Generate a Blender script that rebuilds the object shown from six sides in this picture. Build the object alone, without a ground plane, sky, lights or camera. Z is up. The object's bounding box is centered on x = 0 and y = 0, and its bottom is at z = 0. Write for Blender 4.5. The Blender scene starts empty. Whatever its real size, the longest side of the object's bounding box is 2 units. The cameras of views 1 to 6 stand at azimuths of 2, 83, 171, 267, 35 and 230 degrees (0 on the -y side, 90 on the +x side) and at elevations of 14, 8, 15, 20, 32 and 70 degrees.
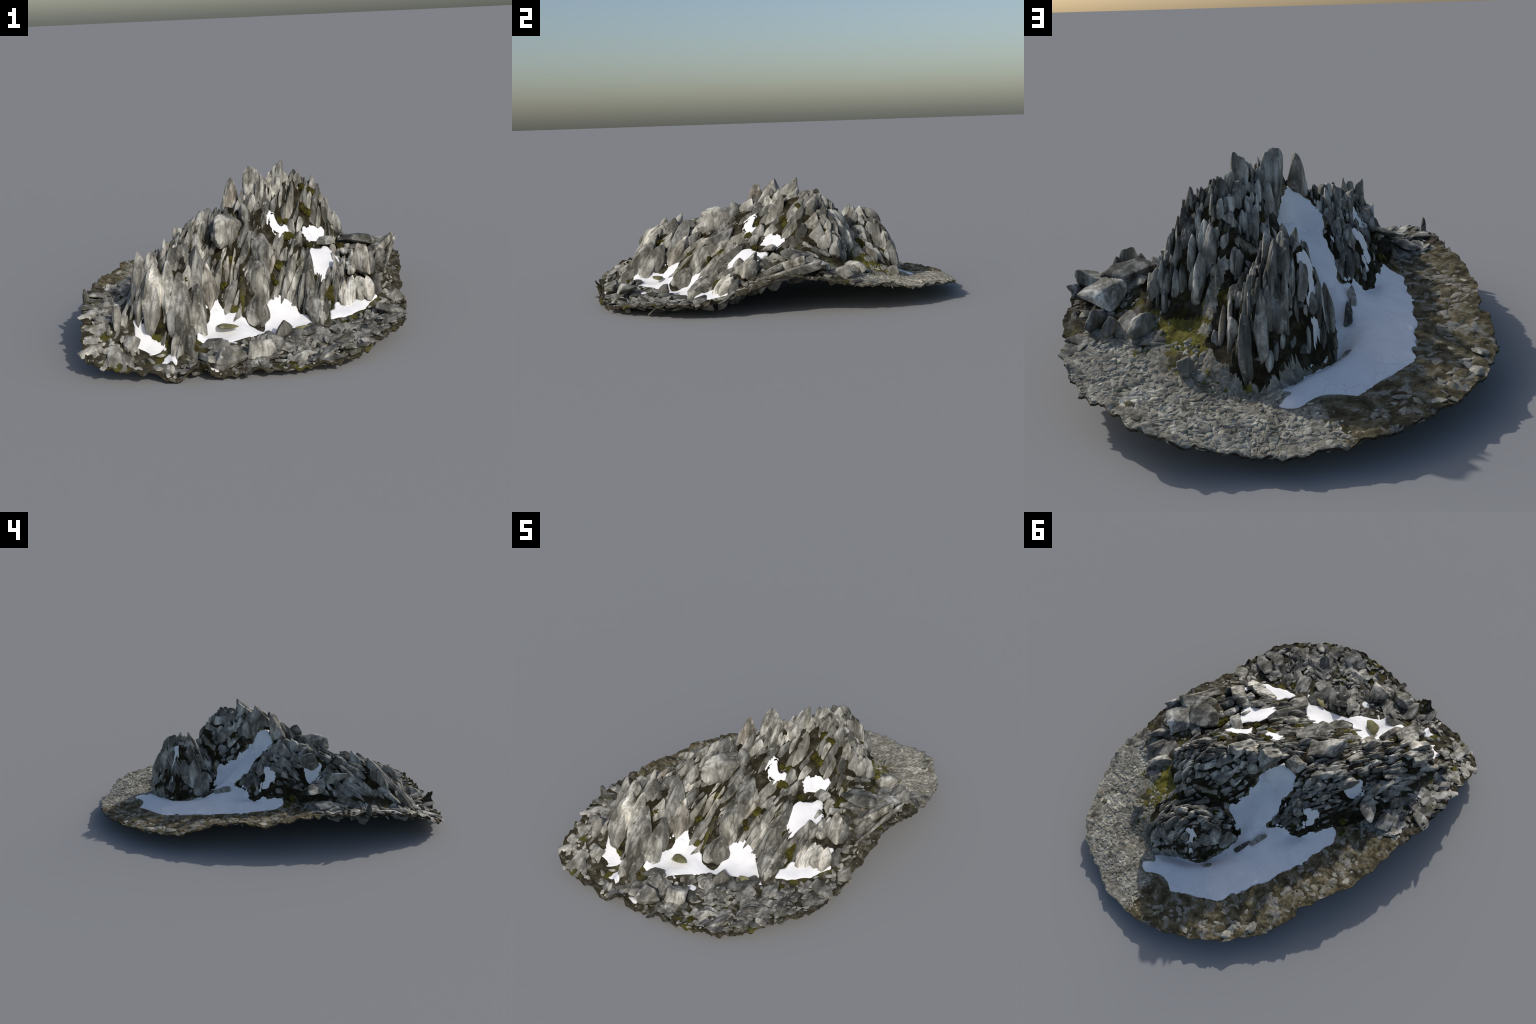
"""Alpine crag of upright slate blades on a floating disc of scree, turf and snow."""
import math
import bpy
import numpy as np
from mathutils import Matrix

RNG = np.random.default_rng(20240)


# ----------------------------------------------------------------------------- noise
def _hash(ix, iy, iz, seed):
    h = (ix * 374761393 + iy * 668265263 + iz * 2147483647 + seed * 144665) & 0xFFFFFFFF
    h = ((h ^ (h >> 13)) * 1274126177) & 0xFFFFFFFF
    h = ((h ^ (h >> 16)) * 2246822519) & 0xFFFFFFFF
    return ((h >> 8) & 0xFFFF) / 32767.5 - 1.0


def vnoise(P, seed=0):
    """Smooth value noise in [-1, 1] at the points P (n, 3)."""
    P = np.asarray(P, float)
    i = np.floor(P).astype(np.int64)
    f = P - i
    f = f * f * f * (f * (f * 6 - 15) + 10)
    out = 0.0
    for dx in (0, 1):
        wx = f[:, 0] if dx else 1 - f[:, 0]
        for dy in (0, 1):
            wy = f[:, 1] if dy else 1 - f[:, 1]
            for dz in (0, 1):
                wz = f[:, 2] if dz else 1 - f[:, 2]
                out = out + wx * wy * wz * _hash(i[:, 0] + dx, i[:, 1] + dy, i[:, 2] + dz, seed)
    return out


def fbm(P, octaves=3, seed=0):
    total, amp, k = 0.0, 1.0, 1.0
    for o in range(octaves):
        total = total + amp * vnoise(np.asarray(P) * k + 17.3 * o, seed + o)
        amp *= 0.5
        k *= 2.03
    return total


def unit(v):
    v = np.asarray(v, float)
    return v / (np.linalg.norm(v, axis=-1, keepdims=True) + 1e-12)


# ----------------------------------------------------------------------------- the land: break lines
# Every line is walked over the real land: rim of the disc, feet and crests of the rock walls.
RIM = [(.52, -.74, .066), (.40, -.875, .038), (.235, -.94, .028), (.03, -.955, .030), (-.10, -.965, .012),
       (-.165, -.985, .085), (-.235, -.975, .012), (-.30, -.975, .020), (-.455, -.975, .054), (-.585, -.925, .074),
       (-.64, -.80, .135), (-.66, -.67, .176), (-.685, -.43, .192), (-.68, -.29, .190), (-.675, -.13, .182),
       (-.665, .045, .148), (-.63, .155, .166), (-.59, .31, .147), (-.575, .46, .106), (-.535, .56, .087),
       (-.405, .755, .082), (-.255, .875, .075), (-.085, .965, .070), (.095, .99, .054), (.235, .975, .048),
       (.415, .915, .079), (.50, .85, .096), (.58, .73, .101), (.66, .59, .112), (.69, .50, .140),
       (.70, .36, .135), (.70, .19, .167), (.69, .11, .182), (.68, -.03, .205), (.67, -.15, .150),
       (.66, -.32, .090), (.655, -.46, .072), (.62, -.60, .071)]

LAND = {
    "snowfield_edge": [(.09, .782, .08), (-.04, .722, .085), (-.16, .687, .092), (-.276, .59, .104), (-.343, .409, .117),
                       (-.386, .221, .130), (-.409, .09, .140), (-.435, -.023, .155), (-.42, -.085, .168)],
    "snowfield_floor": [(.12, .72, .092), (-.03, .62, .108), (-.107, .532, .114), (-.18, .42, .132), (-.25, .28, .152), (-.33, .10, .160)],
    "ridge_foot_outer": [(-.263, .105, .162), (-.345, .03, .17), (-.425, -.136, .18), (-.513, -.334, .19), (-.505, -.526, .19),
                         (-.50, -.70, .168), (-.462, -.735, .15), (-.43, -.748, .142), (-.377, -.760, .113), (-.32, -.780, .082), (-.265, -.842, .068)],
    "gully_floor": [(-.085, -.015, .425), (-.06, .035, .375), (-.07, .10, .322), (-.085, .15, .285), (-.115, .22, .225),
                    (-.15, .28, .185), (-.19, .35, .145)],
    "gully_edge_wall": [(.018, .052, .41), (-.005, .102, .355), (-.005, .148, .315), (-.005, .193, .285), (.005, .25, .262)],
    "gully_edge_ridge": [(-.114, -.068, .45), (-.149, .015, .385), (-.144, .05, .35), (-.168, .094, .285), (-.163, .175, .222),
                         (-.215, .125, .19)],
    "cleft_floor": [(.04, .274, .285), (.10, .32, .345), (.16, .37, .365), (.22, .41, .34), (.27, .44, .26), (.31, .46, .20)],
    "wall_foot_back": [(.30, .40, .215), (.385, .355, .21), (.45, .29, .222), (.465, .2, .225)],
    "moss_slope": [(.417, .42, .178), (.36, .52, .152), (.45, .47, .153)],
    "scree": [(.389, .633, .112), (.30, .76, .088), (.15, .85, .072), (.55, .6, .115), (.6, .4, .148)],
    "crag_foot": [(.235, .64, .122), (.146, .672, .115), (.065, .61, .118), (-.04, .545, .118), (-.09, .41, .132),
                  (-.10, .30, .175), (-.08, .268, .195), (.0, .285, .252)],
    "crag_foot_side": [(.285, .60, .145), (.30, .52, .178)],
    "crag_top": [(.115, .44, .44), (.112, .493, .455), (.12, .55, .422), (.145, .59, .385), (.18, .63, .305), (.185, .65, .22)],
    "crag_top_side": [(.06, .41, .45), (.01, .40, .42), (-.02, .385, .35), (-.05, .37, .24)],
    "crag_front": [(.07, .47, .45), (.01, .44, .43), (-.005, .475, .41), (-.03, .515, .30), (.05, .545, .375), (.075, .59, .27)],
    "crag_cleft_edge": [(.05, .37, .38), (.10, .395, .385), (.16, .43, .36), (.18, .49, .345), (.19, .55, .30), (.225, .60, .22)],
    "crest": [(-.10, -.10, .48), (-.04, -.05, .505), (.015, .0, .595), (.065, .04, .55), (.125, .077, .618), (.175, .115, .565),
              (.215, .143, .572), (.255, .16, .55), (.295, .18, .535), (.335, .195, .468), (.365, .215, .422), (.39, .25, .365), (.42, .285, .325)],
    "wall_shoulder": [(.25, .385, .33), (.22, .355, .425), (.208, .33, .485), (.205, .29, .525), (.21, .22, .56)],
    "wall_back": [(.165, .27, .465), (.12, .195, .495), (.06, .10, .525), (.04, .055, .535)],
    "wall_flank": [(.29, .29, .455), (.33, .325, .38), (.305, .37, .29)],
    "column_front": [(.016, -.560, .078), (.022, -.52, .135), (.035, -.42, .23), (.04, -.32, .32), (.04, -.252, .37), (.0, -.22, .45),
                     (-.015, -.19, .485), (0, -.136, .50), (.015, -.06, .545)],
    "cleft_moss": [(-.08, -.30, .34), (-.08, -.354, .305), (-.114, -.462, .232), (-.126, -.518, .172)],
    "recess": [(.126, -.425, .12), (.12, -.375, .20), (.116, -.324, .258), (.125, -.22, .33), (.135, -.162, .358)],
    "pillar": [(.272, -.470, .05), (.26, -.38, .14), (.247, -.29, .225), (.241, -.20, .305), (.2, -.15, .35)],
    "ledge": [(.13, -.13, .388), (.15, -.06, .44), (.14, 0, .53)],
    "ledge_side": [(.265, -.08, .312), (.288, -.033, .312), (.295, .03, .38), (.307, .096, .478)],
    "side_snow": [(.30, -.28, .195), (.329, -.235, .215), (.334, -.17, .24), (.34, -.09, .27)],
    "side_slope": [(.40, .0, .27), (.41, .12, .30), (.38, .22, .35)],
    "block_line": [(.40, -.34, .09), (.47, -.345, .09), (.55, -.31, .095)],
    "block_step": [(.40, -.295, .175), (.49, -.25, .17), (.56, -.215, .150)],
    "block_top": [(.42, -.17, .215), (.49, -.13, .222), (.415, -.04, .248), (.5, .02, .245), (.56, .08, .225), (.58, .16, .208), (.56, .24, .185), (.61, -.06, .195)],
    "rubble": [(.34, -.5, .042), (.2, -.55, .038), (.1, -.63, .044), (-.02, -.70, .058), (-.15, -.79, .068), (-.28, -.88, .055)],
    "rubble_out": [(.45, -.55, .050), (.2, -.75, .030), (-.05, -.85, .040), (-.30, -.88, .043), (-.40, -.84, .072), (-.45, -.83, .097), (-.51, -.745, .162)],
    "front_snow": [(.21, -.44, .062), (.073, -.475, .082), (-.02, -.60, .085), (-.1, -.55, .12), (-.16, -.61, .11), (-.17, -.73, .09)],
    "ridge_nose": [(-.265, -.79, .13), (-.275, -.71, .25), (-.275, -.655, .30), (-.365, -.665, .330), (-.405, -.605, .372)],
    "ridge_crest": [(-.405, -.605, .372), (-.38, -.52, .370), (-.35, -.45, .378), (-.33, -.40, .40), (-.29, -.33, .415), (-.275, -.25, .425),
                    (-.24, -.18, .435), (-.18, -.12, .46), (-.10, -.10, .48)],
    "ridge_inner": [(-.19, -.68, .165), (-.20, -.56, .25), (-.215, -.48, .335), (-.20, -.40, .37), (-.14, -.33, .35), (-.08, -.22, .40)],
    "ridge_outer": [(-.455, -.60, .275), (-.43, -.46, .305), (-.42, -.38, .295), (-.395, -.27, .270), (-.33, -.255, .275), (-.30, -.10, .35), (-.235, .02, .355),
                    (-.21, .08, .31)],
    "ridge_front_outer": [(-.45, -.70, .25), (-.425, -.718, .24), (-.385, -.722, .29)],
}


def walk(line, step=.03):
    pts = []
    for a, b in zip(line[:-1], line[1:]):
        a, b = np.array(a, float), np.array(b, float)
        n = max(1, int(np.linalg.norm(b - a) / step))
        pts += [a + (b - a) * t / n for t in range(n)]
    return pts + [np.array(line[-1], float)]


class Land:
    """Heights stretched over the break lines (a linear radial basis, like a draped net)."""

    def __init__(self):
        pts = walk(RIM + RIM[:1])[:-1]
        for line in LAND.values():
            pts += walk(line)
        pts = np.array(pts)
        keep = []
        for p in pts:
            if not keep or np.min(np.hypot(*(np.array(keep)[:, :2] - p[:2]).T)) > .008:
                keep.append(p)
        self.p = np.array(keep)
        n = len(self.p)
        d = self.phi(np.hypot(self.p[:, None, 0] - self.p[None, :, 0], self.p[:, None, 1] - self.p[None, :, 1]))
        A = np.zeros((n + 1, n + 1))
        A[:n, :n] = d - np.eye(n) * .002
        A[n, :n] = A[:n, n] = 1
        self.w = np.linalg.solve(A, np.append(self.p[:, 2], 0))

    @staticmethod
    def phi(r):
        return -np.sqrt(r * r + 1e-5)

    def __call__(self, x, y):
        x, y = np.atleast_1d(np.asarray(x, float)), np.atleast_1d(np.asarray(y, float))
        out = np.empty(x.size)
        for i in range(0, x.size, 20000):
            s = slice(i, i + 20000)
            r = np.hypot(x.ravel()[s, None] - self.p[None, :, 0], y.ravel()[s, None] - self.p[None, :, 1])
            out[s] = self.phi(r) @ self.w[:-1] + self.w[-1]
        return out.reshape(x.shape)


land = Land()


class Grid:
    """The land sampled once on a fine lattice, for fast lookups of height and slope."""
    x0, y0, h = -.80, -1.10, .005

    def __init__(self):
        self.nx, self.ny = 321, 441
        xs, ys = self.x0 + self.h * np.arange(self.nx), self.y0 + self.h * np.arange(self.ny)
        X, Y = np.meshgrid(xs, ys, indexing="ij")
        self.z = land(X.ravel(), Y.ravel()).reshape(X.shape)
        self.gx, self.gy = np.gradient(self.z, self.h)

    def at(self, a, x, y):
        u = np.clip((np.asarray(x) - self.x0) / self.h, 0, self.nx - 1.001)
        v = np.clip((np.asarray(y) - self.y0) / self.h, 0, self.ny - 1.001)
        i, j = u.astype(int), v.astype(int)
        f, g = u - i, v - j
        return a[i, j] * (1 - f) * (1 - g) + a[i + 1, j] * f * (1 - g) + a[i, j + 1] * (1 - f) * g + a[i + 1, j + 1] * f * g

    def height(self, x, y):
        return self.at(self.z, x, y)

    def normal(self, x, y):
        return unit(np.stack([-self.at(self.gx, x, y), -self.at(self.gy, x, y), np.ones_like(np.asarray(x, float))], -1))


grid = Grid()


def signed_distance(x, y, poly):
    """Distance to a closed outline, positive inside."""
    poly = np.asarray(poly, float)[:, :2]
    x, y = np.asarray(x, float), np.asarray(y, float)
    d, inside = np.full(x.shape, 9.0), np.zeros(x.shape, bool)
    for (ax, ay), (bx, by) in zip(poly, np.roll(poly, -1, 0)):
        ex, ey = bx - ax, by - ay
        t = np.clip(((x - ax) * ex + (y - ay) * ey) / (ex * ex + ey * ey + 1e-12), 0, 1)
        d = np.minimum(d, np.hypot(x - ax - t * ex, y - ay - t * ey))
        cross = ((ay > y) != (by > y)) & (x < (bx - ax) * (y - ay) / (by - ay + 1e-12) + ax)
        inside ^= cross
    return np.where(inside, d, -d)


def smooth_outline(points, per=6):
    """Closed Catmull-Rom curve through the points."""
    p = np.asarray(points, float)
    out = []
    for k in range(len(p)):
        a, b, c, d = p[k - 1], p[k], p[(k + 1) % len(p)], p[(k + 2) % len(p)]
        for t in np.arange(per) / per:
            out.append(.5 * (2 * b + (c - a) * t + (2 * a - 5 * b + 4 * c - d) * t * t + (3 * b - a - 3 * c + d) * t ** 3))
    return np.array(out)


# ----------------------------------------------------------------------------- outlines in plan
ROCK = {
    "ridge": [(-.26, .11), (-.34, .03), (-.42, -.13), (-.48, -.30), (-.49, -.50), (-.49, -.69), (-.43, -.742), (-.375, -.752), (-.32, -.772), (-.268, -.838), (-.215, -.835),
              (-.185, -.76), (-.17, -.62), (-.14, -.53), (-.09, -.37), (-.05, -.2), (-.114, -.072), (-.152, .015), (-.150, .05), (-.172, .094),
              (-.168, .17), (-.215, .13)],
    "main": [(-.05, -.2), (-.03, -.40), (-.025, -.54), (.016, -.575), (.06, -.54), (.09, -.46), (.13, -.43), (.2, -.45), (.262, -.485), (.33, -.465),
             (.36, -.37), (.40, -.345), (.55, -.305), (.565, -.23), (.54, -.14), (.44, -.02), (.46, .1), (.465, .28), (.40, .345), (.30, .395),
             (.175, .335), (.10, .27), (.015, .25), (.0, .15), (.022, .05), (-.06, -.03), (-.112, -.07)],
    "cleft": [(-.14, -.53), (-.09, -.37), (-.05, -.2), (-.03, -.40), (-.025, -.53), (-.08, -.515)],
    "crag": [(.24, .635), (.15, .672), (.065, .61), (-.04, .548), (-.092, .41), (-.095, .30), (-.07, .27), (.0, .285), (.096, .295), (.17, .355),
             (.25, .42), (.30, .52), (.28, .60)],
}
SNOW = {
    "field": ([(.095, .785), (.03, .74), (-.035, .735), (-.08, .742), (-.16, .69), (-.276, .592), (-.343, .412), (-.39, .221), (-.412, .09), (-.438, -.02),
               (-.41, -.09), (-.365, -.062), (-.31, .05), (-.258, .108), (-.21, .13), (-.163, .178), (-.165, .095), (-.14, .05), (-.147, .018),
               (-.112, -.065), (-.07, -.045), (.016, .05), (-.002, .10), (-.002, .15), (-.002, .2), (.02, .27), (-.07, .28), (-.10, .30), (-.096, .41), (-.045, .555),
               (.06, .622), (.125, .69), (.10, .715), (.14, .76)], .012),
    "front": ([(.31, -.525), (.27, -.49), (.215, -.435), (.13, -.415), (.075, -.465), (.055, -.545), (.012, -.575), (-.02, -.545), (-.10, -.525), (-.135, -.505), (-.165, -.60),
               (-.19, -.76), (-.14, -.765), (-.087, -.745), (.025, -.638), (.12, -.565), (.21, -.532)], .010),
    "block_foot": ([(.553, -.30), (.49, -.33), (.43, -.335), (.40, -.315), (.365, -.40), (.33, -.47), (.37, -.452), (.48, -.385)], .009),
    "side": ([(.40, -.145), (.345, -.075), (.30, -.12), (.265, -.19), (.28, -.25), (.315, -.285), (.345, -.26), (.365, -.22)], .010),
    "ledge_side": ([(.335, .012), (.285, .005), (.258, -.03), (.268, -.095), (.285, -.075), (.34, -.02)], .009),
    "ledge": ([(.168, -.115), (.145, -.125), (.115, -.095), (.098, -.12), (.095, -.162), (.125, -.160), (.162, -.142)], .008),
    "corner": ([(-.315, -.775), (-.35, -.762), (-.39, -.75), (-.438, -.732), (-.425, -.775), (-.435, -.815), (-.39, -.82), (-.375, -.85), (-.345, -.82)], .010),
    "corner_low": ([(-.295, -.84), (-.33, -.885), (-.295, -.885), (-.265, -.90), (-.26, -.865)], .008),
    "speck_a": ([(.075, -.715), (.045, -.70), (.03, -.725), (.06, -.745)], .007),
    "speck_b": ([(-.035, -.715), (-.07, -.69), (-.085, -.715), (-.05, -.735)], .007),
    "speck_c": ([(-.10, -.925), (-.13, -.905), (-.155, -.93), (-.12, -.945)], .007),
    "speck_d": ([(.545, -.26), (.52, -.245), (.515, -.275), (.54, -.285)], .006),
    "ridge_pocket": ([(-.30, -.215), (-.345, -.23), (-.36, -.29), (-.325, -.325), (-.295, -.27)], .008),
    "spur_pocket": ([(-.265, .0), (-.30, .03), (-.32, -.01), (-.29, -.04)], .008),
    "crag_pocket": ([(-.012, .545), (.008, .535), (.02, .51), (.018, .485), (.0, .49), (-.012, .515)], .012),
}
SNOW = {k: (smooth_outline(v, 5), t) for k, (v, t) in SNOW.items()}
RIM_LINE = smooth_outline(RIM, 8)
RIM_LINE[:, :2] += unit(RIM_LINE[:, :2]) * (fbm(RIM_LINE * 22, 3, 5) * .008)[:, None]
RIM_LINE[:, 2] += fbm(RIM_LINE * np.array([26, 26, 0]), 2, 6) * np.where(RIM_LINE[:, 1] < -.2, .008, .004)
RIM_LINE[:, :2] += RNG.uniform(-.006, .006, (len(RIM_LINE), 2))        # broken edge
RIM_LINE[:, 2] += RNG.uniform(-.006, .007, len(RIM_LINE)) * np.where(RIM_LINE[:, 1] < -.2, 1.0, .35)


def snow_depth(x, y):
    """Largest signed distance inside any snow outline."""
    d = np.full(np.shape(x), -9.0)
    for line, _ in SNOW.values():
        d = np.maximum(d, signed_distance(x, y, line))
    return d


def rock_depth(x, y):
    d = np.full(np.shape(x), -9.0)
    for line in ROCK.values():
        d = np.maximum(d, signed_distance(x, y, line))
    return d


def moss_apron(x, y):
    """Green slope at the foot of the smaller crag."""
    return np.maximum(.105 - np.hypot(x - .375, (y - .47) * .75), .045 - np.hypot((x - .30) * .8, y - .62))


# ----------------------------------------------------------------------------- materials
def new_material(name):
    m = bpy.data.materials.new(name)
    m.use_nodes = True
    nt = m.node_tree
    nt.nodes.clear()
    out = nt.nodes.new("ShaderNodeOutputMaterial")
    bsdf = nt.nodes.new("ShaderNodeBsdfPrincipled")
    nt.links.new(bsdf.outputs[0], out.inputs[0])
    return m, nt, bsdf


def node(nt, kind, **kw):
    n = nt.nodes.new(kind)
    for k, v in kw.items():
        if hasattr(n, k) and k not in n.inputs:
            setattr(n, k, v)
        else:
            n.inputs[k].default_value = v
    return n


def ramp(nt, fac, stops):
    r = nt.nodes.new("ShaderNodeValToRGB")
    e = r.color_ramp.elements
    while len(e) < len(stops):
        e.new(.5)
    for el, (p, c) in zip(e, stops):
        el.position = p
        el.color = (*c, 1) if len(c) == 3 else c
    nt.links.new(fac, r.inputs[0])
    return r.outputs[0]


def noise(nt, vec, scale, detail=4, rough=.6, dist=0.0):
    n = node(nt, "ShaderNodeTexNoise", Scale=scale, Detail=detail, Roughness=rough, Distortion=dist)
    nt.links.new(vec, n.inputs["Vector"])
    return n.outputs["Fac"]


def mix(nt, fac, a, b, blend="MIX"):
    m = nt.nodes.new("ShaderNodeMix")
    m.data_type = "RGBA"
    m.blend_type = blend
    for s, v in ((m.inputs["Factor"], fac), (m.inputs["A"], a), (m.inputs["B"], b)):
        if hasattr(v, "is_linked"):
            nt.links.new(v, s)
        else:
            s.default_value = v if isinstance(v, (int, float)) else (*v, 1)
    return m.outputs["Result"]


def stretched(nt, scale, rot=(0, 0, 0)):
    g = nt.nodes.new("ShaderNodeNewGeometry")
    mp = nt.nodes.new("ShaderNodeMapping")
    mp.inputs["Scale"].default_value = scale
    mp.inputs["Rotation"].default_value = rot
    nt.links.new(g.outputs["Position"], mp.inputs["Vector"])
    return mp.outputs[0]


def bump(nt, bsdf, height, strength, distance):
    b = node(nt, "ShaderNodeBump", Strength=strength, Distance=distance)
    nt.links.new(height, b.inputs["Height"])
    nt.links.new(b.outputs[0], bsdf.inputs["Normal"])


LEAN = math.radians(-32)      # the cleavage leans back towards +y


def slate_material(name, dark, mid, light, spots=.5, moss=.35, cracks=0.0):
    m, nt, bsdf = new_material(name)
    pos = stretched(nt, (1, 1, 1))
    grain = stretched(nt, (1.0, .55, .30), (LEAN, 0, math.radians(16)))
    info = nt.nodes.new("ShaderNodeObjectInfo")
    base = ramp(nt, noise(nt, grain, 26, 5, .62, .4), [(.30, dark), (.48, mid), (.68, light)])
    # tint per block: lighter or darker, warmer or cooler, over a wide spread
    tone = ramp(nt, info.outputs["Random"], [(0, (.50, .51, .50)), (.35, (.84, .83, .81)), (.7, (1.15, 1.14, 1.09)), (.9, (1.5, 1.48, 1.42)), (1, (.95, .87, .78))])
    base = mix(nt, 1.0, base, tone, "MULTIPLY")
    # broad stains, half a block wide
    stain = ramp(nt, noise(nt, grain, 9, 4, .6, .6), [(.34, (.55, .54, .50)), (.52, (1, 1, 1)), (.70, (1.22, 1.21, 1.18))])
    base = mix(nt, 1.0, base, stain, "MULTIPLY")
    # open foliation cracks: long cells along the cleavage
    cell = stretched(nt, (1.0, .42, .16), (LEAN, 0, math.radians(16)))
    wob = node(nt, "ShaderNodeTexNoise", Scale=16.0, Detail=3.0)
    nt.links.new(cell, wob.inputs["Vector"])
    bent = node(nt, "ShaderNodeVectorMath", operation="MULTIPLY_ADD")
    nt.links.new(wob.outputs["Color"], bent.inputs[0])
    bent.inputs[1].default_value = (.035, .035, .035)
    nt.links.new(cell, bent.inputs[2])
    split = node(nt, "ShaderNodeTexVoronoi", feature="DISTANCE_TO_EDGE", Scale=30.0)
    nt.links.new(bent.outputs[0], split.inputs["Vector"])
    crack = ramp(nt, split.outputs["Distance"], [(.0, (.75, .75, .75)), (.07, (.25, .25, .25)), (.16, (0, 0, 0))])
    where = ramp(nt, noise(nt, grain, 12, 3, .6), [(.42, (0, 0, 0)), (.58, (cracks,) * 3)])
    base = mix(nt, mix(nt, 1.0, crack, where, "MULTIPLY"), base, (.045, .042, .034))
    # lichen speckle and dark blotches
    spot = ramp(nt, noise(nt, pos, 62, 3, .7), [(.57, (0, 0, 0)), (.68, (1, 1, 1))])
    base = mix(nt, mix(nt, 1.0, spot, (spots,) * 3, "MULTIPLY"), base, (.095, .092, .082))
    pale = ramp(nt, noise(nt, pos, 34, 4, .65), [(.60, (0, 0, 0)), (.72, (.6, .6, .6))])
    base = mix(nt, pale, base, (.60, .59, .54))
    green = ramp(nt, noise(nt, pos, 7.5, 4, .6), [(.60, (0, 0, 0)), (.72, (moss,) * 3)])
    base = mix(nt, green, base, (.105, .10, .032))
    nt.links.new(base, bsdf.inputs["Base Color"])
    bsdf.inputs["Roughness"].default_value = .9
    bsdf.inputs["Specular IOR Level"].default_value = .2
    bump(nt, bsdf, noise(nt, grain, 70, 5, .65, .3), .55, .006)
    return m


def soil_material(name, stops, patch=None, scale=16.0, seed=0.0):
    m, nt, bsdf = new_material(name)
    g = nt.nodes.new("ShaderNodeNewGeometry")
    off = node(nt, "ShaderNodeVectorMath", operation="ADD")
    off.inputs[1].default_value = (seed, seed * .7, 0)
    nt.links.new(g.outputs["Position"], off.inputs[0])
    pos = off.outputs[0]
    base = ramp(nt, noise(nt, pos, scale, 6, .68, .5), stops)
    if patch:
        colour, lo, hi, sc = patch
        f = ramp(nt, noise(nt, pos, sc, 4, .6), [(lo, (0, 0, 0)), (hi, (1, 1, 1))])
        base = mix(nt, f, base, colour)
    nt.links.new(base, bsdf.inputs["Base Color"])
    bsdf.inputs["Roughness"].default_value = .95
    bsdf.inputs["Specular IOR Level"].default_value = .12
    bump(nt, bsdf, noise(nt, pos, 150, 5, .7), .6, .006)
    return m


def snow_material():
    m, nt, bsdf = new_material("old_snow")
    pos = stretched(nt, (1, 1, 1))
    base = ramp(nt, noise(nt, pos, 14, 4, .6), [(.3, (.80, .80, .82)), (.6, (.88, .88, .885))])
    v = node(nt, "ShaderNodeTexVoronoi", feature="DISTANCE_TO_EDGE", Scale=19.0)
    warp = node(nt, "ShaderNodeVectorMath", operation="MULTIPLY_ADD")
    n3 = node(nt, "ShaderNodeTexNoise", Scale=30.0, Detail=2.0)
    nt.links.new(pos, n3.inputs["Vector"])
    nt.links.new(n3.outputs["Color"], warp.inputs[0])
    warp.inputs[1].default_value = (.03, .03, .03)
    nt.links.new(pos, warp.inputs[2])
    nt.links.new(warp.outputs[0], v.inputs["Vector"])
    crack = ramp(nt, v.outputs["Distance"], [(.008, (1, 1, 1)), (.028, (0, 0, 0))])
    some = ramp(nt, noise(nt, pos, 9, 2, .5), [(.52, (0, 0, 0)), (.62, (.55, .55, .55))])
    base = mix(nt, mix(nt, 1.0, crack, some, "MULTIPLY"), base, (.55, .56, .60))
    nt.links.new(base, bsdf.inputs["Base Color"])
    bsdf.inputs["Roughness"].default_value = .75
    bsdf.inputs["Specular IOR Level"].default_value = .25
    bump(nt, bsdf, noise(nt, pos, 60, 4, .6), .25, .004)
    return m


MAT = {
    "slate": slate_material("weathered_slate", (.074, .072, .063), (.248, .244, .224), (.62, .614, .580), moss=.2, cracks=.95),  # pale stop lightened to the brightness of sun-struck faces
    "deep": slate_material("dark_slate", (.013, .012, .009), (.042, .040, .033), (.115, .112, .099), .5, .4),  # much darker version of the slate colours, used for the smallest pieces between the blades
    "pale": slate_material("pale_scree_stone", (.175, .164, .132), (.355, .336, .282), (.55, .53, .46), .35, .3),
    "rubble": slate_material("rubble_stone", (.06, .058, .050), (.175, .171, .156), (.46, .454, .425), .4, .5),
    "lichen": slate_material("lichen_stone", (.13, .125, .06), (.22, .21, .11), (.30, .285, .17), .3, .5),
    "crag_soil": soil_material("dark_peat", [(.35, (.012, .010, .006)), (.52, (.030, .025, .014)), (.66, (.075, .069, .052))],
                               ((.050, .046, .009), .56, .68, 9.0), 22.0),
    "gravel": soil_material("gravel_bed", [(.32, (.09, .082, .062)), (.48, (.24, .225, .18)), (.64, (.44, .42, .36))],
                            ((.105, .094, .042), .58, .70, 6.0), 48.0, 3.0),
    "turf": soil_material("winter_turf", [(.30, (.035, .029, .018)), (.45, (.085, .070, .040)), (.56, (.17, .145, .085)), (.66, (.26, .245, .21))],
                          ((.30, .285, .25), .57, .63, 21.0), 20.0, 7.0),
    "rubble_soil": soil_material("rubble_soil", [(.35, (.02, .018, .012)), (.52, (.06, .052, .034)), (.68, (.17, .163, .14))],
                                 ((.085, .080, .016), .55, .66, 8.0), 26.0, 11.0),
    "moss": soil_material("moss", [(.32, (.016, .014, .004)), (.5, (.050, .045, .009)), (.68, (.105, .100, .018))],
                          ((.040, .026, .008), .54, .66, 12.0), 40.0, 5.0),
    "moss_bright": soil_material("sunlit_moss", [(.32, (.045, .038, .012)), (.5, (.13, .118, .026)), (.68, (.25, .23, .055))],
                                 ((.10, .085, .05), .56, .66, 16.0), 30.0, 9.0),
    "snow": snow_material(),
}

# ----------------------------------------------------------------------------- object helpers
TOP = bpy.data.objects.new("rocky_outcrop", None)
bpy.context.scene.collection.objects.link(TOP)
TOP["label"] = "jagged grey slate crag with snow patches on scree"
TOP["category"] = "rock formation"


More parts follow.
